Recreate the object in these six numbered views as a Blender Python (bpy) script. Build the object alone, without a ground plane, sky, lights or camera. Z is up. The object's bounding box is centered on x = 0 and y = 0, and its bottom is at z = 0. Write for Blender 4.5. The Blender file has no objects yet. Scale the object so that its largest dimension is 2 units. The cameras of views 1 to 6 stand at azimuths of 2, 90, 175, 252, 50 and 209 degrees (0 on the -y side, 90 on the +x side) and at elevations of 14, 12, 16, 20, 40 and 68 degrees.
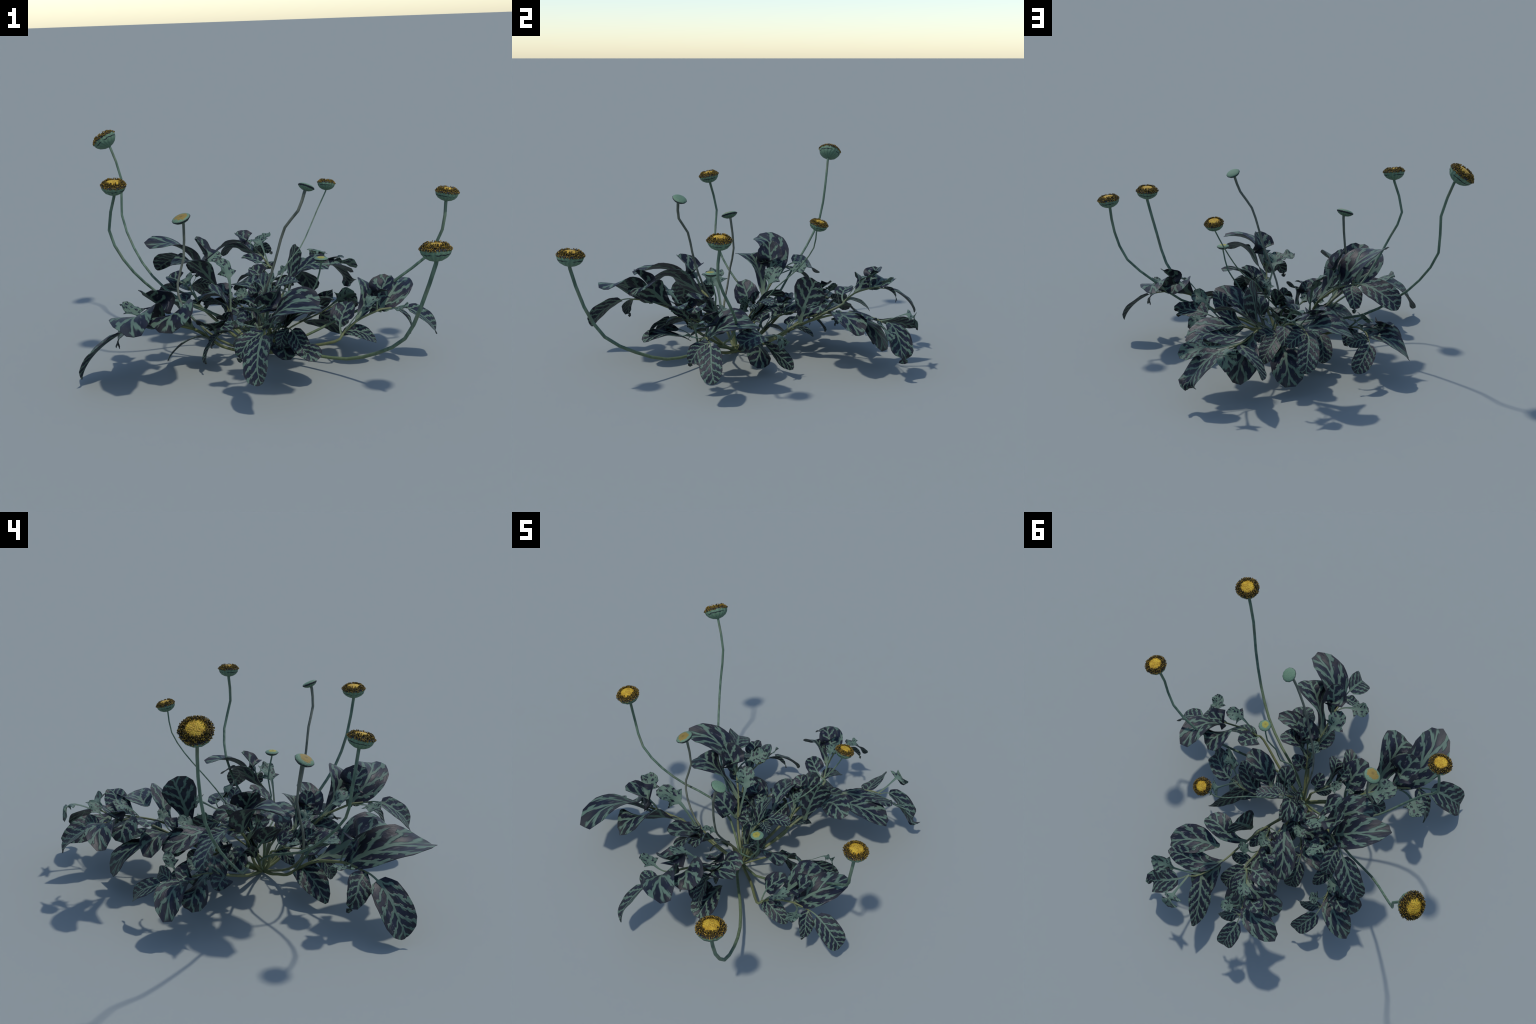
"""A low ornamental plant: leafy shoots with dark, pale-veined leaves spread from
one crown, and thin curved stalks carry button-like yellow flower heads and buds."""
import bpy, math, random
import numpy as np
from mathutils import Vector, Quaternion, Matrix

random.seed(7)
RNG = np.random.default_rng(7)
CROWN = (-0.05, -0.09, 0.012)

# ------------------------------------------------------------------ materials
class Nodes:
    """Small helper that chains math nodes."""
    def __init__(self, name):
        self.mat = bpy.data.materials.new(name)
        self.mat.use_nodes = True
        self.t = self.mat.node_tree
        self.t.nodes.clear()
        self.out = self.t.nodes.new("ShaderNodeOutputMaterial")

    def node(self, kind, **kw):
        n = self.t.nodes.new(kind)
        for k, v in kw.items():
            setattr(n, k, v)
        return n

    def link(self, a, b):
        self.t.links.new(a, b)

    def put(self, sock, v):
        if isinstance(v, (int, float)):
            sock.default_value = v
        elif isinstance(v, (tuple, list)):
            sock.default_value = v if len(v) == len(sock.default_value) else tuple(v) + (1.0,)
        else:
            self.link(v, sock)

    def m(self, op, a, b=0.0, c=None, clamp=False):
        n = self.node("ShaderNodeMath", operation=op, use_clamp=clamp)
        self.put(n.inputs[0], a)
        self.put(n.inputs[1], b)
        if c is not None:
            self.put(n.inputs[2], c)
        return n.outputs[0]

    def step(self, v, lo, hi):
        """0 below lo, 1 above hi, smooth between (lo > hi reverses it)."""
        n = self.node("ShaderNodeMapRange", interpolation_type="SMOOTHSTEP")
        self.put(n.inputs[0], v)
        if isinstance(lo, (int, float)) and isinstance(hi, (int, float)) and lo > hi:
            lo, hi, a, b = hi, lo, 1.0, 0.0
        else:
            a, b = 0.0, 1.0
        self.put(n.inputs[1], lo)
        self.put(n.inputs[2], hi)
        n.inputs[3].default_value, n.inputs[4].default_value = a, b
        return n.outputs[0]

    def mix(self, f, a, b):
        n = self.node("ShaderNodeMix", data_type="RGBA")
        self.put(n.inputs[0], f)
        self.put(n.inputs[6], a)
        self.put(n.inputs[7], b)
        return n.outputs[2]

    def noise(self, vec, scale, detail=2.0, rough=0.5, col=False):
        n = self.node("ShaderNodeTexNoise")
        if vec is not None:
            self.link(vec, n.inputs["Vector"])
        n.inputs["Scale"].default_value = scale
        n.inputs["Detail"].default_value = detail
        n.inputs["Roughness"].default_value = rough
        return n.outputs["Color" if col else "Fac"]

    def finish(self, color, rough=0.6, height=None, bump=0.3, dist=0.004, spec=0.3):
        b = self.node("ShaderNodeBsdfPrincipled")
        self.put(b.inputs["Base Color"], color)
        self.put(b.inputs["Roughness"], rough)
        b.inputs["Specular IOR Level"].default_value = spec
        if height is not None:
            n = self.node("ShaderNodeBump")
            n.inputs["Strength"].default_value = bump
            n.inputs["Distance"].default_value = dist
            self.link(height, n.inputs["Height"])
            self.link(n.outputs[0], b.inputs["Normal"])
        self.link(b.outputs[0], self.out.inputs[0])
        return self.mat


NAVY = (0.0085, 0.0105, 0.022)
CHARCOAL = (0.022, 0.023, 0.026)
GREEN = (0.098, 0.158, 0.118)
GREEN_DEEP = (0.048, 0.085, 0.064)
GLINT_PAINT = (0.19, 0.175, 0.175)  # grey-pink of the highlights baked onto the dark blade
STALK_GREEN = (0.095, 0.150, 0.085)


def leaf_material(name, veins, rise, petiole, thick, mid, finger, crumple=0.0, reach=0.86, clump=0.0):
    """Pale branching veins on a navy blade.  Works on Generated coordinates, which
    come from the leaf's flat shape: x runs across the blade, y from base to tip."""
    k = Nodes(name)
    tc = k.node("ShaderNodeTexCoord")
    sep = k.node("ShaderNodeSeparateXYZ")
    info = k.node("ShaderNodeObjectInfo")
    # each leaf gets its own noise offset
    shift = k.node("ShaderNodeVectorMath", operation="ADD")
    k.link(tc.outputs["Generated"], shift.inputs[0])
    comb = k.node("ShaderNodeCombineXYZ")
    k.link(k.m("MULTIPLY", info.outputs["Random"], 37.0), comb.inputs[2])
    k.link(comb.outputs[0], shift.inputs[1])
    nv = shift.outputs[0]
    wob = k.node("ShaderNodeVectorMath", operation="SUBTRACT")
    k.link(k.noise(nv, 7.0, 2.0, col=True), wob.inputs[0])
    wob.inputs[1].default_value = (0.5, 0.5, 0.5)
    wsc = k.node("ShaderNodeVectorMath", operation="SCALE")
    k.link(wob.outputs[0], wsc.inputs[0])
    wsc.inputs[3].default_value = 0.11 + 0.22 * crumple
    add = k.node("ShaderNodeVectorMath", operation="ADD")
    k.link(tc.outputs["Generated"], add.inputs[0])
    k.link(wsc.outputs[0], add.inputs[1])
    k.link(add.outputs[0], sep.inputs[0])
    x = k.m("MULTIPLY_ADD", sep.outputs[0], 2.0, -1.0)
    y = k.m("DIVIDE", k.m("SUBTRACT", sep.outputs[1], petiole), 1.0 - petiole)
    a = k.m("ABSOLUTE", x)
    side = k.m("GREATER_THAN", x, 0.0)
    # midrib, tapering to the tip
    mw = k.m("MULTIPLY_ADD", y, -mid * 0.75, mid)
    rib = k.step(k.m("SUBTRACT", a, mw), 0.035, -0.02)
    # side veins
    s = k.m("MULTIPLY", k.m("POWER", a, 0.85), rise)
    q = k.m("ADD", k.m("MULTIPLY", k.m("SUBTRACT", y, s), veins), k.m("MULTIPLY", side, 0.45))
    fr = k.m("FRACT", q)
    cell = k.m("FLOOR", q)
    off = k.m("SUBTRACT", fr, 0.5)
    d = k.m("ABSOLUTE", off)
    wn = k.node("ShaderNodeTexWhiteNoise", noise_dimensions="2D")
    cc = k.node("ShaderNodeCombineXYZ")
    k.link(cell, cc.inputs[0])
    k.link(k.m("MULTIPLY_ADD", side, 3.7, k.m("MULTIPLY", info.outputs["Random"], 53.0)), cc.inputs[1])
    k.link(cc.outputs[0], wn.inputs["Vector"])
    rnd = wn.outputs["Value"]
    end = k.m("MULTIPLY_ADD", rnd, 0.22, reach - 0.14)
    stop = k.step(k.m("SUBTRACT", a, end), 0.03, -0.03)
    vw = k.m("MULTIPLY_ADD", a, -thick * 0.30, thick)
    vein = k.m("MULTIPLY", k.step(k.m("SUBTRACT", d, vw), 0.07, -0.03), stop)
    # finger-like lobes on the outer half of each side vein
    slant = k.m("MULTIPLY", k.m("SIGN", off), -0.55)
    f = k.m("FRACT", k.m("ADD", k.m("MULTIPLY", k.m("ADD", a, k.m("MULTIPLY", d, -0.42)), finger), k.m("MULTIPLY", rnd, 1.0)))
    fd = k.m("ABSOLUTE", k.m("SUBTRACT", f, 0.5))
    zone = k.m("MULTIPLY", k.step(a, 0.30, 0.45), k.step(k.m("SUBTRACT", d, k.m("MULTIPLY_ADD", rnd, 0.12, thick + 0.10)), 0.03, -0.03))
    zone = k.m("MULTIPLY", zone, k.step(k.m("SUBTRACT", a, end), 0.02, -0.05))
    lobes = k.m("MULTIPLY", k.step(fd, 0.30, 0.20), zone)
    mask = k.m("MAXIMUM", k.m("MAXIMUM", rib, vein), lobes)
    if clump:
        # the little crumpled leaves are pale nearly all over
        c = k.step(k.noise(nv, 6.5, 2.0), 0.60 - clump * 0.3, 0.66 - clump * 0.3)
        c = k.m("MULTIPLY", c, k.step(a, 0.8, 0.6))
        mask = k.m("MAXIMUM", mask, c)
    mask = k.m("MULTIPLY", mask, k.step(y, 1.0, 0.965))
    mask = k.m("MAXIMUM", mask, k.step(sep.outputs[1], petiole + 0.01, petiole - 0.03)) if petiole > 0.01 else mask
    # colours
    tone = k.noise(nv, 11.0, 3.0)
    core = k.step(k.m("SUBTRACT", d, vw), 0.0, -0.12)
    green = k.mix(k.m("MULTIPLY", tone, 0.75), GREEN, GREEN_DEEP)
    green = k.mix(k.m("MULTIPLY", k.m("MAXIMUM", core, rib), 0.22), green, (0.135, 0.185, 0.130))  # vein centres tinted lighter to carry the light along them
    base_tint = k.step(sep.outputs[1], 0.30, 0.0)
    green = k.mix(k.m("MULTIPLY", base_tint, 0.45), green, (0.15, 0.17, 0.085))
    edge = k.m("MAXIMUM", k.step(a, 0.62, 0.95), k.step(y, 0.80, 0.97))
    dark = k.mix(k.m("MULTIPLY", edge, k.step(k.noise(nv, 4.0), 0.3, 0.6)), NAVY, CHARCOAL)
    painted_glint = k.m("MULTIPLY", k.step(k.noise(nv, 9.0, 3.0, 0.6), 0.60, 0.70), k.step(a, 0.05, 0.3))
    dark = k.mix(k.m("MULTIPLY", painted_glint, 0.42), dark, GLINT_PAINT)
    shadow = k.m("MULTIPLY", k.step(k.noise(nv, 5.0), 0.55, 0.4), 0.6)
    dark = k.mix(shadow, dark, (0.004, 0.005, 0.009))
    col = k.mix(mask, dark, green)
    fine = k.noise(nv, 60.0, 2.0)
    height = k.m("MULTIPLY_ADD", mask, 0.8, k.m("MULTIPLY_ADD", tone, 0.5, k.m("MULTIPLY", fine, 0.12)))
    rough = k.m("MULTIPLY_ADD", mask, 0.12, 0.50)
    return k.finish(col, rough, height, 0.55, 0.006, 0.30)


def stalk_material(name, lo, hi, foot):
    k = Nodes(name)
    tc = k.node("ShaderNodeTexCoord")
    mp = k.node("ShaderNodeMapping")
    mp.inputs["Scale"].default_value = (60, 60, 6)
    k.link(tc.outputs["Object"], mp.inputs[0])
    n = k.noise(mp.outputs[0], 1.0, 3.0)
    n2 = k.noise(tc.outputs["Object"], 9.0, 2.0)
    col = k.mix(k.step(n, 0.35, 0.65), lo, hi)
    col = k.mix(k.m("MULTIPLY", k.step(n2, 0.5, 0.7), 0.4), col, (0.14, 0.14, 0.085))
    sep = k.node("ShaderNodeSeparateXYZ")
    k.link(tc.outputs["Object"], sep.inputs[0])
    col = k.mix(k.m("MULTIPLY", k.step(sep.outputs[2], 0.30, 0.10), 0.6), col, foot)
    return k.finish(col, 0.6, n, 0.25, 0.002)


def cup_material(name, bud):
    """Green involucre: streaked, with a dark ragged rim and a dark bract line."""
    k = Nodes(name)
    tc = k.node("ShaderNodeTexCoord")
    sep = k.node("ShaderNodeSeparateXYZ")
    k.link(tc.outputs["Object"], sep.inputs[0])
    ang = k.m("ARCTAN2", sep.outputs[1], sep.outputs[0])
    z = sep.outputs[2]                        # unit head: cup runs from z=0 to z=0.8
    nz = k.noise(tc.outputs["Object"], 3.0, 3.0)
    streak = k.m("MULTIPLY_ADD", k.m("SINE", k.m("MULTIPLY_ADD", nz, 5.0, k.m("MULTIPLY", ang, 17.0))), 0.5, 0.5)
    col = k.mix(k.m("MULTIPLY", streak, 0.5), (0.115, 0.195, 0.125), (0.055, 0.105, 0.075))
    zz = k.m("ADD", z, k.m("MULTIPLY_ADD", nz, 0.22, -0.11))
    rim_at = 0.30 if bud else 0.62
    rim = k.step(zz, rim_at, rim_at + 0.07)
    col = k.mix(rim, col, (0.012, 0.015, 0.024))
    if not bud:
        l = k.m("ABSOLUTE", k.m("SUBTRACT", zz, 0.40))
        line = k.m("MULTIPLY", k.step(l, 0.045, 0.02), k.step(k.noise(tc.outputs["Object"], 1.6), 0.42, 0.52))
        col = k.mix(line, col, (0.008, 0.010, 0.016))
    return k.finish(col, 0.6, streak, 0.2, 0.02)


def disc_material(name, heart, spread):
    """Bud top: pale green skin with an off-centre warm patch."""
    k = Nodes(name)
    tc = k.node("ShaderNodeTexCoord")
    sep = k.node("ShaderNodeSeparateXYZ")
    k.link(tc.outputs["Object"], sep.inputs[0])
    n = k.noise(tc.outputs["Object"], 2.2, 3.0)
    r = k.m("SQRT", k.m("ADD", k.m("POWER", k.m("ADD", sep.outputs[0], 0.10), 2.0), k.m("POWER", k.m("SUBTRACT", sep.outputs[1], 0.12), 2.0)))
    rr = k.m("ADD", r, k.m("MULTIPLY_ADD", n, 0.9, -0.45))
    fine = k.noise(tc.outputs["Object"], 9.0, 3.0)
    skin = k.mix(fine, (0.085, 0.165, 0.105), (0.150, 0.240, 0.150))
    col = skin
    if spread > 0:
        col = k.mix(k.step(rr, spread + 0.10, spread - 0.05), skin, heart)
        col = k.mix(k.m("MULTIPLY", k.step(r, 0.3, 0.0), 0.6), col, tuple(c * 0.45 for c in heart))
    rad = k.m("SQRT", k.m("ADD", k.m("POWER", sep.outputs[0], 2.0), k.m("POWER", sep.outputs[1], 2.0)))
    col = k.mix(k.step(rad, 0.90, 0.965), col, (0.008, 0.011, 0.012))
    return k.finish(col, 0.55, fine, 0.3, 0.03)


def dome_material():
    k = Nodes("flower_dome")
    tc = k.node("ShaderNodeTexCoord")
    v = k.node("ShaderNodeTexVoronoi")
    v.inputs["Scale"].default_value = 12.0
    k.link(tc.outputs["Object"], v.inputs["Vector"])
    n = k.noise(tc.outputs["Object"], 2.5, 2.0)
    col = k.mix(k.step(n, 0.35, 0.65), (0.52, 0.30, 0.016), (0.72, 0.47, 0.035))
    col = k.mix(k.m("MULTIPLY", k.step(v.outputs["Distance"], 0.32, 0.6), 0.45), col, (0.25, 0.13, 0.008))
    sep = k.node("ShaderNodeSeparateXYZ")
    k.link(tc.outputs["Object"], sep.inputs[0])
    rad = k.m("SQRT", k.m("ADD", k.m("POWER", sep.outputs[0], 2.0), k.m("POWER", sep.outputs[1], 2.0)))
    col = k.mix(k.step(k.m("ADD", rad, k.m("MULTIPLY_ADD", n, 0.4, -0.2)), 0.50, 0.66), col, (0.045, 0.028, 0.005))
    return k.finish(col, 0.6, v.outputs["Distance"], 0.4, 0.03)


def floret_material():
    k = Nodes("flower_floret")
    geo = k.node("ShaderNodeNewGeometry")
    ramp = k.node("ShaderNodeValToRGB")
    el = ramp.color_ramp.elements
    el[0].position, el[0].color = 0.0, (0.006, 0.006, 0.006, 1)
    el[1].position, el[1].color = 1.0, (0.50, 0.28, 0.03, 1)
    for p, c in ((0.40, (0.012, 0.010, 0.006, 1)), (0.55, (0.10, 0.066, 0.008, 1)), (0.80, (0.30, 0.19, 0.016, 1))):
        e = el.new(p)
        e.color = c
    k.link(geo.outputs["Random Per Island"], ramp.inputs[0])
    return k.finish(ramp.outputs[0], 0.6)


MAT = {
    "F": leaf_material("leaf_striped", 5.6, 0.28, 0.17, 0.115, 0.10, 3.0, reach=0.98),
    "B": leaf_material("leaf_broad", 4.8, 0.32, 0.0, 0.125, 0.13, 3.4, reach=0.95),
    "D": leaf_material("leaf_round", 2.8, 0.36, 0.36, 0.12, 0.10, 3.0, reach=0.72),
    "E": leaf_material("leaf_feathery", 6.0, 0.28, 0.0, 0.12, 0.10, 4.6, reach=0.96),
    "C": leaf_material("leaf_crumpled", 4.0, 0.30, 0.50, 0.26, 0.22, 3.0, crumple=0.5, reach=0.95, clump=0.30),
    "shoot": stalk_material("shoot_stem", (0.085, 0.120, 0.066), (0.150, 0.165, 0.090), (0.15, 0.16, 0.06)),
    "stalk": stalk_material("flower_stalk", (0.060, 0.105, 0.072), (0.110, 0.170, 0.115), (0.13, 0.16, 0.065)),
    "grey": stalk_material("bud_stalk", (0.075, 0.088, 0.070), (0.140, 0.150, 0.115), (0.16, 0.18, 0.065)),
    "cup": cup_material("flower_cup", False),
    "bud_cup": cup_material("bud_cup", True),
    "dome": dome_material(),
    "floret": floret_material(),
    "disc_brown": disc_material("bud_top_brown", (0.24, 0.165, 0.035), 0.62),
    "disc_green": disc_material("bud_top_green", (0.3, 0.3, 0.05), 0.0),
    "disc_yellow": disc_material("bud_top_yellow", (0.30, 0.27, 0.045), 0.50),
}

# ------------------------------------------------------------------ geometry helpers
def new_object(name, mesh, parent=None, kind=None):
    ob = bpy.data.objects.new(name, mesh)
    bpy.context.scene.collection.objects.link(ob)
    if parent is not None:
        ob.parent = parent
    if kind:
        ob["kind"] = kind
    return ob


def mesh_from(name, verts, faces, mat, angle=50):
    me = bpy.data.meshes.new(name)
    me.from_pydata([tuple(v) for v in verts], [], faces)
    me.materials.append(mat)
    me.polygons.foreach_set("use_smooth", [True] * len(me.polygons))
    me.update()
    if angle:
        me.set_sharp_from_angle(angle=math.radians(angle))
    return me


def spline(points, per=6):
    """Catmull-Rom through the points."""
    p = np.array(points, float)
    p = np.vstack([2 * p[0] - p[1], p, 2 * p[-1] - p[-2]])
    out = []
    for i in range(len(p) - 3):
        a, b, c, d = p[i:i + 4]
        for t in np.linspace(0, 1, per, endpoint=False):
            out.append(0.5 * (2 * b + (c - a) * t + (2 * a - 5 * b + 4 * c - d) * t * t + (3 * b - a - 3 * c + d) * t ** 3))
    out.append(p[-2])
    return np.array(out)


def tube(name, points, radii, mat, sides=7, per=3):
    """Closed tube along a smooth path, radius interpolated along it."""
    path = spline(points, per)
    n = len(path)
    rad = np.interp(np.linspace(0, 1, n), np.linspace(0, 1, len(radii)), radii)
    tang = np.gradient(path, axis=0)
    tang /= np.linalg.norm(tang, axis=1)[:, None]
    u = np.cross(tang[0], (0.3, 0.5, 0.8))
    u /= np.linalg.norm(u)
    verts, faces = [], []
    for i in range(n):
        u = u - tang[i] * (u @ tang[i])
        u /= np.linalg.norm(u)
        w = np.cross(tang[i], u)
        for j in range(sides):
            t = 2 * math.pi * j / sides
            verts.append(path[i] + rad[i] * (math.cos(t) * u + math.sin(t) * w))
    for i in range(n - 1):
        for j in range(sides):
            k = (j + 1) % sides
            faces.append((i * sides + j, i * sides + k, (i + 1) * sides + k, (i + 1) * sides + j))
    faces.append(tuple(range(sides - 1, -1, -1)))
    faces.append(tuple((n - 1) * sides + j for j in range(sides)))
    return mesh_from(name, verts, faces, mat, 70)


# half-width along the leaf for each leaf form: (place along midrib, share of half-width)
OUTLINE = {
    "F": [(0, .05), (.17, .06), (.19, .45), (.30, .85), (.45, 1), (.60, 1), (.75, .95), (.88, .72), (.97, .35), (1, .14)],
    "B": [(0, .12), (.10, .22), (.30, .50), (.50, .85), (.65, 1), (.80, 1), (.92, .75), (1, .30)],
    "D": [(0, .08), (.36, .09), (.42, .50), (.50, .90), (.65, 1), (.82, .90), (.94, .60), (1, .30)],
    "C": [(0, .09), (.30, .08), (.50, .13), (.55, .40), (.62, 1), (.68, .65), (.80, .80), (.90, .70), (1, .20)],
    "E": [(0, .15), (.10, .50), (.30, .85), (.50, 1), (.70, .85), (.88, .50), (1, .12)],
}
HALF_THICK = 0.0011


def leaf_mesh(form, bez, up, half, cup, name="leaf", seed=0):
    """One leaf: a thin closed blade swept along a Bezier midrib, with an angular
    outline and cupped sides.  Its texture space is a flat copy of the blade."""
    rng = np.random.default_rng(seed)
    P = np.array(bez, float)
    up = np.array(up, float)
    knots = np.array(OUTLINE[form])
    ts = [0.0]
    for (t0, _), (t1, _) in zip(knots[:-1], knots[1:]):
        m = 3 if t1 - t0 > 0.12 else 2
        ts += list(np.linspace(t0, t1, m + 1)[1:])
    ts = np.array(ts)
    w = np.interp(ts, knots[:, 0], knots[:, 1])
    t = ts[:, None]
    M = (1 - t) ** 3 * P[0] + 3 * (1 - t) ** 2 * t * P[1] + 3 * (1 - t) * t * t * P[2] + t ** 3 * P[3]
    T = 3 * (1 - t) ** 2 * (P[1] - P[0]) + 6 * (1 - t) * t * (P[2] - P[1]) + 3 * t * t * (P[3] - P[2])
    T /= np.linalg.norm(T, axis=1)[:, None] + 1e-9
    S = np.cross(up, T)
    S /= np.linalg.norm(S, axis=1)[:, None] + 1e-9
    N = np.cross(T, S)
    cols = np.array([-1, -.66, -.33, 0, .33, .66, 1])
    rows, nc = len(ts), len(cols)
    ph = rng.uniform(0, 6.28, 4)
    top, flat = [], []
    for i in range(rows):
        for c in cols:
            a = abs(c)
            lift = cup * a ** 1.25 * w[i] * half
            fold = {"C": 0.30, "D": 0.10}.get(form, 0.05) * half * w[i]
            lift += fold * a * math.sin(9 * ts[i] + ph[0] + (2 if c > 0 else 0)) + fold * 0.5 * a * math.sin(21 * ts[i] + ph[1] * (1 if c > 0 else 2))
            # thin trough along the midrib
            lift -= 0.05 * half * w[i] * (1 - a) ** 3
            top.append(M[i] + S[i] * c * w[i] * half + N[i] * lift)
            flat.append((c * w[i], ts[i], 0.0))
    top = np.array(top).reshape(rows, nc, 3)
    du = np.gradient(top, axis=0)
    dv = np.gradient(top, axis=1)
    nn = np.cross(du, dv)
    nn /= np.linalg.norm(nn, axis=2)[:, :, None] + 1e-9
    upper = (top - nn * HALF_THICK).reshape(-1, 3)
    lower = (top + nn * HALF_THICK).reshape(-1, 3)
    verts = np.vstack([upper, lower])
    flats = flat + [(x, y, -0.02) for x, y, _ in flat]
    k = rows * nc
    faces = []
    for i in range(rows - 1):
        for j in range(nc - 1):
            q = (i * nc + j, i * nc + j + 1, (i + 1) * nc + j + 1, (i + 1) * nc + j)
            faces.append(q)
            faces.append(tuple(k + v for v in reversed(q)))
    ring = [j for j in range(nc)] + [i * nc + nc - 1 for i in range(1, rows)] + \
           [(rows - 1) * nc + j for j in range(nc - 2, -1, -1)] + [i * nc for i in range(rows - 2, 0, -1)]
    for p, q in zip(ring, ring[1:] + ring[:1]):
        faces.append((q, p, p + k, q + k))
    # the mesh rests flat, so that Generated coordinates follow the blade; a shape
    # key at full strength bends it into its grown form
    me = mesh_from(name, flats, faces, MAT[form], 60)
    me.use_auto_texspace = False
    me.texspace_location = (0, 0.5, 0)
    me.texspace_size = (1, 0.5, 1)
    holder = bpy.data.objects.new("leaf_maker", me)
    holder.shape_key_add(name="flat", from_mix=False)
    key = holder.shape_key_add(name="grown", from_mix=False)
    key.data.foreach_set("co", verts.astype(np.float32).ravel())
    key.value = 1.0
    bpy.data.objects.remove(holder)
    return me


# ------------------------------------------------------------------ the plant
plant = bpy.data.objects.new("flowering_plant", None)
bpy.context.scene.collection.objects.link(plant)
plant["label"] = "low dark-leaved plant with pale veins and yellow button flowers"
plant["category"] = "plant"

# leaves of the common shoot, in its own frame (form, midrib, up, half-width, cup)
SHOOT_LEAVES = [
    ('F', [(0.313, 0.085, 0.131), (0.405, 0.104, 0.127), (0.505, 0.09, 0.033), (0.51, 0.123, -0.023)], (0.98, -0.17, 0.13), 0.062, 0.20),
    ('B', [(0.217, 0.067, 0.127), (0.178, 0.089, 0.073), (0.341, 0.087, 0.29), (0.332, 0.345, 0.211)], (0, -0.79, 0.61), 0.083, 0.19),
    ('B', [(0.086, 0.022, 0.082), (0.17, 0.112, 0.155), (0.177, 0.203, 0.286), (0.217, 0.271, 0.18)], (0.47, 0.53, 0.71), 0.088, 0.08),
    ('D', [(0.194, 0.056, 0.124), (0.19, 0.065, 0.186), (0.221, 0.088, 0.229), (0.264, 0.143, 0.286)], (0.42, 0.46, 0.79), 0.067, 0.39),
    ('D', [(0.005, 0.006, 0.019), (-0.005, 0.051, 0.064), (0.01, 0.048, 0.11), (0.056, 0.15, 0.146)], (-0.29, -0.6, 0.75), 0.065, 0.17),
    ('C', [(0.022, 0.004, 0.025), (0.093, -0.001, 0.139), (0.142, -0.02, 0.199), (0.208, 0.033, 0.198)], (-0.28, 0.04, 0.96), 0.059, 0.25),
    ('C', [(0.224, 0.055, 0.129), (0.29, 0.053, 0.129), (0.288, -0.03, 0.173), (0.336, -0.065, 0.174)], (-0.56, 0.65, 0.51), 0.048, 0.17),
    ('E', [(0.012, 0.026, 0.004), (0.042, -0.009, 0.077), (0.162, 0.01, 0.016), (0.189, 0.028, -0.038)], (0.34, -0.4, 0.85), 0.053, 0.05),
    ('E', [(0.309, 0.085, 0.127), (0.314, 0.032, 0.118), (0.386, 0.01, 0.09), (0.36, -0.019, 0.019)], (0.15, 0.39, 0.91), 0.048, 0.13),
]
SHOOT_STEM = [(0.004, 0.004, 0.008), (0.086, 0.024, 0.080), (0.194, 0.056, 0.122), (0.240, 0.067, 0.130), (0.313, 0.085, 0.130)]
# base place, turn (quaternion) and size of every common shoot
SHOOTS = [
    ((0.375, -0.3, 0.16), (1, 0, 0, 0), 1.0),
    ((0.025, -0.352, 0.178), (0.5868, 0.0254, -0.0484, -0.8079), 1.159),
    ((-0.282, -0.173, 0.102), (0.1252, 0.0019, 0.0379, -0.9914), 1.406),
    ((-0.2, 0.024, 0.169), (0.4317, 0.1851, 0.0007, 0.8828), 1.182),
    ((0.013, 0.532, 0.317), (0.687, -0.1554, -0.1336, 0.6972), 0.872),
    ((-0.391, 0.234, 0.192), (0.7148, -0.2731, -0.2224, 0.6041), 0.857),
    ((0.01, -0.24, 0.13), (0.792, 0.03, -0.10, -0.609), 0.76),
    ((-0.06, 0.06, 0.13), (0.609, -0.12, -0.15, 0.766), 0.82),
    ((0.04, 0.20, 0.15), (0.80, -0.14, -0.20, 0.54), 0.85),
    ((-0.02, -0.06, 0.12), (0.93, 0.02, -0.42, 0.17), 0.66),
    ((-0.10, -0.13, 0.14), (0.30, 0.12, -0.04, -0.93), 0.66),
]
# leaves of the second kind of shoot, branched the other way round
LONG_LEAVES = [
    ('E', [(0.077, 0.145, -0.005), (0.048, 0.215, -0.033), (-0.015, 0.341, -0.051), (-0.012, 0.418, -0.083)], (-0.45, 0.89, -0.06), 0.073, 0.08),
    ('B', [(0.003, 0.042, 0.017), (0.029, 0.059, -0.04), (0.074, 0.184, -0.032), (0.104, 0.218, -0.188)], (0.01, 0.04, -1), 0.090, 0.06),
    ('B', [(0.06, -0.051, 0.036), (0.119, -0.037, 0), (0.195, -0.033, 0.104), (0.344, 0.044, -0.028)], (0.31, 0.15, 0.94), 0.090, 0.23),
    ('B', [(-0.056, -0.167, -0.031), (0.042, -0.088, 0.036), (0.087, -0.158, 0.131), (0.203, -0.168, 0.061)], (-0.11, -0.29, 0.95), 0.079, 0.20),
    ('E', [(0.005, 0.015, 0.013), (0.096, 0.119, -0.016), (0.267, 0.088, 0.07), (0.307, 0.123, 0.052)], (0.79, 0.26, 0.56), 0.067, -0.01),
    ('F', [(0.155, 0.192, -0.007), (0.202, 0.276, 0.03), (0.35, 0.276, -0.105), (0.358, 0.284, -0.184)], (-0.35, 0.02, 0.94), 0.075, 0.13),
    ('C', [(0.142, 0.177, -0.001), (0.157, 0.31, 0.008), (0.157, 0.36, 0.127), (0.152, 0.385, -0.051)], (0.01, -0.52, 0.85), 0.066, -0.30),
    ('C', [(0.082, 0.145, 0.003), (0.186, 0.178, -0.011), (0.294, 0.195, 0.019), (0.392, 0.191, -0.039)], (-0.01, 0.7, 0.71), 0.063, 0.30),
]
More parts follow.
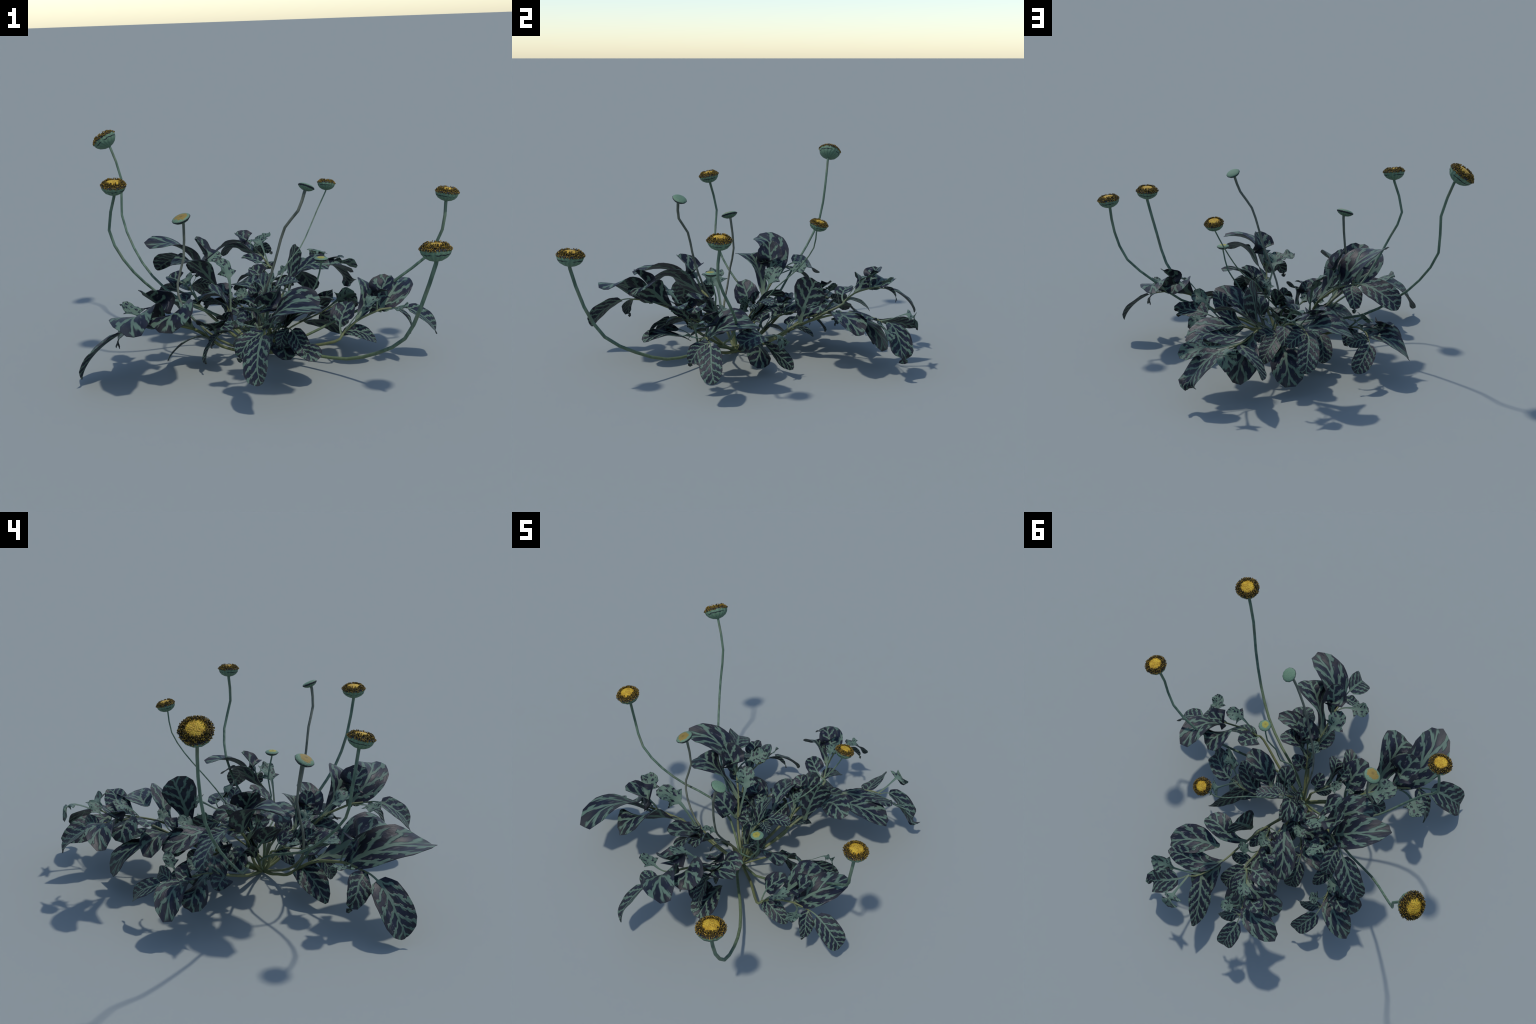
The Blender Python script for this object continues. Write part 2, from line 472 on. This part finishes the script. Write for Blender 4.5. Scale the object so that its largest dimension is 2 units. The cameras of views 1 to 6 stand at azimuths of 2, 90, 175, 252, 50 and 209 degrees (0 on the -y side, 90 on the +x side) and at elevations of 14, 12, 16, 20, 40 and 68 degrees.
LONG_STEM = [(-0.07, -0.24, -0.075), (-0.03, -0.10, -0.02), (0, 0, 0), (0.08, 0.145, 0), (0.155, 0.192, -0.007)]
LONG_SHOOTS = [
    ((0.15, 0.54, 0.295), (1, 0, 0, 0), 1.0),
    ((0.158, 0.02, 0.135), (0.8536, -0.1485, -0.3189, -0.3841), 0.869),
]
# single leaves that rise between the shoots, in the plant's frame
LONE_LEAVES = [
    ('B', [(0.112, 0.279, 0.231), (0.13, 0.30, 0.33), (0.14, 0.33, 0.43), (0.168, 0.366, 0.495)], (0.9, -0.3, 0.2), 0.095, 0.12),
    ('B', [(-0.05, 0.17, 0.25), (-0.09, 0.25, 0.31), (-0.15, 0.36, 0.32), (-0.185, 0.482, 0.239)], (-0.2, -0.2, 0.95), 0.075, 0.15),
    ('B', [(0.01, 0.47, 0.22), (0.0, 0.56, 0.24), (-0.02, 0.68, 0.20), (-0.025, 0.722, 0.062)], (0.0, 0.3, 0.95), 0.090, 0.12),
    ('E', [(-0.05, -0.06, 0.12), (-0.05, 0.0, 0.24), (-0.03, 0.09, 0.32), (-0.013, 0.164, 0.272)], (0.2, -0.5, 0.85), 0.062, 0.10),
    ('D', [(0.02, -0.36, 0.12), (0.05, -0.42, 0.20), (0.09, -0.50, 0.20), (0.095, -0.548, 0.137)], (0.1, -0.3, 0.95), 0.070, 0.20),
    ('B', [(0.10, -0.36, 0.12), (0.15, -0.44, 0.19), (0.20, -0.55, 0.21), (0.22, -0.623, 0.155)], (0.2, -0.3, 0.95), 0.070, 0.12),
]

def grow(leaves, stem, places, runner_dir, seed):
    """Shoots that share their leaf meshes, each with a runner from the crown."""
    meshes = [leaf_mesh(f, b, u, h, c, "leaf", seed + i) for i, (f, b, u, h, c) in enumerate(leaves)]
    stem_mesh = tube("shoot_stem", stem, [0.0066, 0.006, 0.0055, 0.0048, 0.0035], MAT["shoot"])
    for place, turn, size in places:
        shoot = bpy.data.objects.new("shoot", None)
        bpy.context.scene.collection.objects.link(shoot)
        shoot.parent = plant
        shoot.location = place
        shoot.rotation_mode = "QUATERNION"
        q = Quaternion(turn).normalized()
        shoot.rotation_quaternion = q
        shoot.scale = (size,) * 3
        for me in meshes:
            new_object("leaf", me, shoot)
        new_object("stem", stem_mesh, shoot)
        a, b = Vector(CROWN), Vector(place) + q @ Vector(stem[0]) * size
        d = q @ Vector(runner_dir) * size
        mid = a.lerp(b, 0.5) + Vector((0, 0, -0.02))
        way = [a, a.lerp(mid, 0.5) + Vector((0, 0, -0.008)), mid, b - d * 0.6, b + d * 0.25]
        for p in way:
            p.z = max(p.z, 0.012)
        new_object("runner", tube("runner", way,
                                  [0.010, 0.009, 0.008, 0.0068 * size], MAT["shoot"]), plant)


grow(SHOOT_LEAVES, SHOOT_STEM, SHOOTS, (0.05, 0.012, 0.045), 10)
grow(LONG_LEAVES, LONG_STEM, LONG_SHOOTS, (0.02, 0.06, 0.02), 40)
for i, (f, b, u, h, c) in enumerate(LONE_LEAVES):
    new_object("leaf", leaf_mesh(f, b, u, h, c, "leaf", 80 + i), plant)

# ------------------------------------------------------------------ flowers
SIDES = 12


def lathe(name, profile, mat, sides=SIDES, cap=True, angle=45):
    verts, faces = [], []
    for r, z in profile:
        for j in range(sides):
            t = 2 * math.pi * j / sides
            verts.append((r * math.cos(t), r * math.sin(t), z))
    n = len(profile)
    for i in range(n - 1):
        for j in range(sides):
            k = (j + 1) % sides
            faces.append((i * sides + j, i * sides + k, (i + 1) * sides + k, (i + 1) * sides + j))
    if cap:
        faces.append(tuple(range(sides - 1, -1, -1)))
        faces.append(tuple((n - 1) * sides + j for j in range(sides)))
    return mesh_from(name, verts, faces, mat, angle)


# all heads are modelled with radius 1 and z = 0 at the stalk
cup_mesh = lathe("cup", [(.13, -.10), (.44, -.02), (.72, .14), (.89, .34), (.96, .52), (.98, .72), (.94, .78), (.80, .70)], MAT["cup"])
bud_cup_mesh = lathe("cup", [(.16, 0), (.45, .06), (.75, .20), (.94, .38), (1.0, .48), (.96, .50)], MAT["bud_cup"])
dome_mesh = lathe("dome", [(.90, .70), (.80, .80), (.64, .90), (.50, .97), (.34, 1.02), (.18, 1.04), (.05, 1.045)], MAT["dome"], 24)


def bud_disc(mat):
    return lathe("disc", [(.975, .475), (.93, .56), (.78, .66), (.55, .73), (.30, .76), (.06, .765)], mat, 18)


def floret_mesh():
    """Ring of short stubby florets standing round the dome, many small pegs joined."""
    rng = np.random.default_rng(3)
    verts, faces = [], []
    n = 620
    for i in range(n):
        r = 0.50 + 0.46 * math.sqrt(rng.uniform(0, 1))
        a = rng.uniform(0, 2 * math.pi)
        edge = (r - 0.5) / 0.46
        base = Vector((r * math.cos(a), r * math.sin(a), 1.0 - 0.34 * edge ** 1.6 - 0.06))
        lean = Vector((math.cos(a), math.sin(a), 0)) * (0.05 + 0.75 * edge ** 2) + Vector((rng.normal(0, .15), rng.normal(0, .15), 1))
        lean.normalize()
        h = rng.uniform(0.13, 0.24) * (1 - 0.35 * edge)
        w = rng.uniform(0.022, 0.034)
        u = lean.orthogonal().normalized()
        v = lean.cross(u)
        k = len(verts)
        for f, s in ((0, .75), (.65, .75), (.8, 1.25), (1.0, .8)):
            for j in range(5):
                t = 2 * math.pi * j / 5
                verts.append(base + lean * h * f + (u * math.cos(t) + v * math.sin(t)) * w * s)
        for i2 in range(3):
            for j in range(5):
                jn = (j + 1) % 5
                faces.append((k + i2 * 5 + j, k + i2 * 5 + jn, k + i2 * 5 + 5 + jn, k + i2 * 5 + 5 + j))
        faces.append(tuple(k + 15 + j for j in range(5)))
        faces.append(tuple(k + 4 - j for j in range(5)))
    return mesh_from("florets", verts, faces, MAT["floret"], 40)


florets = floret_mesh()

# stalk path from head to foot, head axis, head radius, stalk radii, kind
FLOWERS = [
    ([(-0.892, 0.511, 1.06), (-0.842, 0.482, 0.895), (-0.847, 0.449, 0.687), (-0.773, 0.358, 0.508), (-0.66, 0.254, 0.364), (-0.493, 0.162, 0.242), (-0.312, 0.077, 0.189), (-0.116, 0.032, 0.109), CROWN],
     (-0.55, 0.22, 0.80), (-0.928, 0.515, 1.12), 0.073, [0.0075, 0.0075, 0.007, 0.0075, 0.008], "open"),
    ([(-0.755, -0.268, 0.933), (-0.795, -0.24, 0.749), (-0.73, -0.25, 0.595), (-0.635, -0.196, 0.453), (-0.532, -0.114, 0.341), (-0.386, -0.031, 0.27), (-0.24, -0.007, 0.169), CROWN],
     (0.05, -0.17, 1.0), (-0.748, -0.286, 0.98), 0.065, [0.0085, 0.0075, 0.007, 0.0065, 0.007], "open"),
    ([(0.915, -0.143, 0.819), (0.916, -0.158, 0.686), (0.845, -0.104, 0.532), (0.692, -0.077, 0.404), (0.54, -0.105, 0.275), (0.357, -0.138, 0.198), (0.173, -0.162, 0.115), CROWN],
     (0.12, 0.02, 1.0), (0.939, -0.147, 0.873), 0.062, [0.009, 0.008, 0.0075, 0.007, 0.007], "open"),
    ([(0.755, -0.9, 0.693), (0.706, -0.855, 0.49), (0.647, -0.765, 0.311), (0.536, -0.619, 0.19), (0.399, -0.469, 0.106), (0.236, -0.335, 0.081), (0.056, -0.209, 0.071), CROWN],
     (-0.02, 0.08, 1.0), (0.761, -0.902, 0.761), 0.072, [0.010, 0.0092, 0.009, 0.0085, 0.008], "open"),
    ([(0.329, 0.33, 0.79), (0.293, 0.344, 0.712), (0.242, 0.285, 0.611), (0.188, 0.21, 0.522), (0.109, 0.142, 0.443), (0.054, 0.074, 0.345), (-0.013, 0.011, 0.255), (-0.058, -0.023, 0.144), CROWN],
     (0.12, 0.27, 1.0), (0.345, 0.366, 0.849), 0.052, [0.0042, 0.0036, 0.0036, 0.0045, 0.005], "open"),
    ([(-0.434, -0.134, 0.742), (-0.434, -0.119, 0.564), (-0.471, -0.144, 0.427), (-0.451, -0.162, 0.311), (-0.362, -0.181, 0.211), (-0.26, -0.164, 0.116), (-0.139, -0.129, 0.049), CROWN],
     (-0.30, -0.25, 1.0), (-0.432, -0.143, 0.774), 0.052, [0.009, 0.0065, 0.0065, 0.0065, 0.007], "brown"),
    ([(0.195, -0.41, 0.94), (0.171, -0.408, 0.857), (0.104, -0.364, 0.765), (0.065, -0.343, 0.639), (0.028, -0.314, 0.511), (-0.017, -0.271, 0.39), (-0.047, -0.207, 0.276), (-0.045, -0.127, 0.15), CROWN],
     (0.38, 0.38, 1.0), (0.212, -0.399, 0.969), 0.043, [0.0085, 0.0075, 0.0065, 0.006, 0.007], "green"),
    ([(0.281, -0.215, 0.536), (0.26, -0.201, 0.424), (0.206, -0.207, 0.336), (0.16, -0.179, 0.269), (0.089, -0.191, 0.255), (0.036, -0.142, 0.216), (-0.017, -0.11, 0.153), CROWN],
     (0.02, 0.02, 1.0), (0.286, -0.225, 0.56), 0.038, [0.0045, 0.0045, 0.0045, 0.005, 0.006], "yellow"),
]
for path, axis, centre, radius, stalk_r, kind in FLOWERS:
    flower = bpy.data.objects.new("flower" if kind == "open" else "flower_bud", None)
    bpy.context.scene.collection.objects.link(flower)
    flower.parent = plant
    ax = Vector(axis).normalized()
    # the stated centre is the middle of the head's picture
    mid = 0.55 if kind == "open" else 0.36
    base = Vector(centre) - ax * radius * mid
    pts = [base + ax * radius * 0.05, base - ax * radius * 0.25] + [Vector(p) for p in path[1:]]
    new_object("stalk", tube("stalk", pts, stalk_r, MAT["stalk" if kind in ("open", "yellow") else "grey"], 8, 2), flower)
    turn = ax.to_track_quat("Z", "Y")
    parts = [("cup", cup_mesh), ("dome", dome_mesh), ("florets", florets)] if kind == "open" else \
            [("cup", bud_cup_mesh), ("disc", bud_disc(MAT["disc_" + kind]))]
    for nm, me in parts:
        ob = new_object(nm, me, flower, "stuff" if nm == "florets" else None)
        ob.location = base
        ob.rotation_mode = "QUATERNION"
        ob.rotation_quaternion = turn @ Quaternion((0, 0, 1), random.uniform(0, 6.28))
        ob.scale = (radius,) * 3

# stand the plant on the ground: lowest point at z = 0
bpy.context.view_layer.update()
graph = bpy.context.evaluated_depsgraph_get()
low = 1.0
for ob in bpy.context.scene.objects:
    if ob.type == "MESH":
        ev = ob.evaluated_get(graph)
        co = np.empty(len(ev.data.vertices) * 3, np.float32)
        ev.data.vertices.foreach_get("co", co)
        m = np.array(ev.matrix_world)
        low = min(low, float((co.reshape(-1, 3) @ m[2, :3] + m[2, 3]).min()))
print("lowest point", round(low, 4))
plant.location.z = max(-0.01, min(0.02, -low))
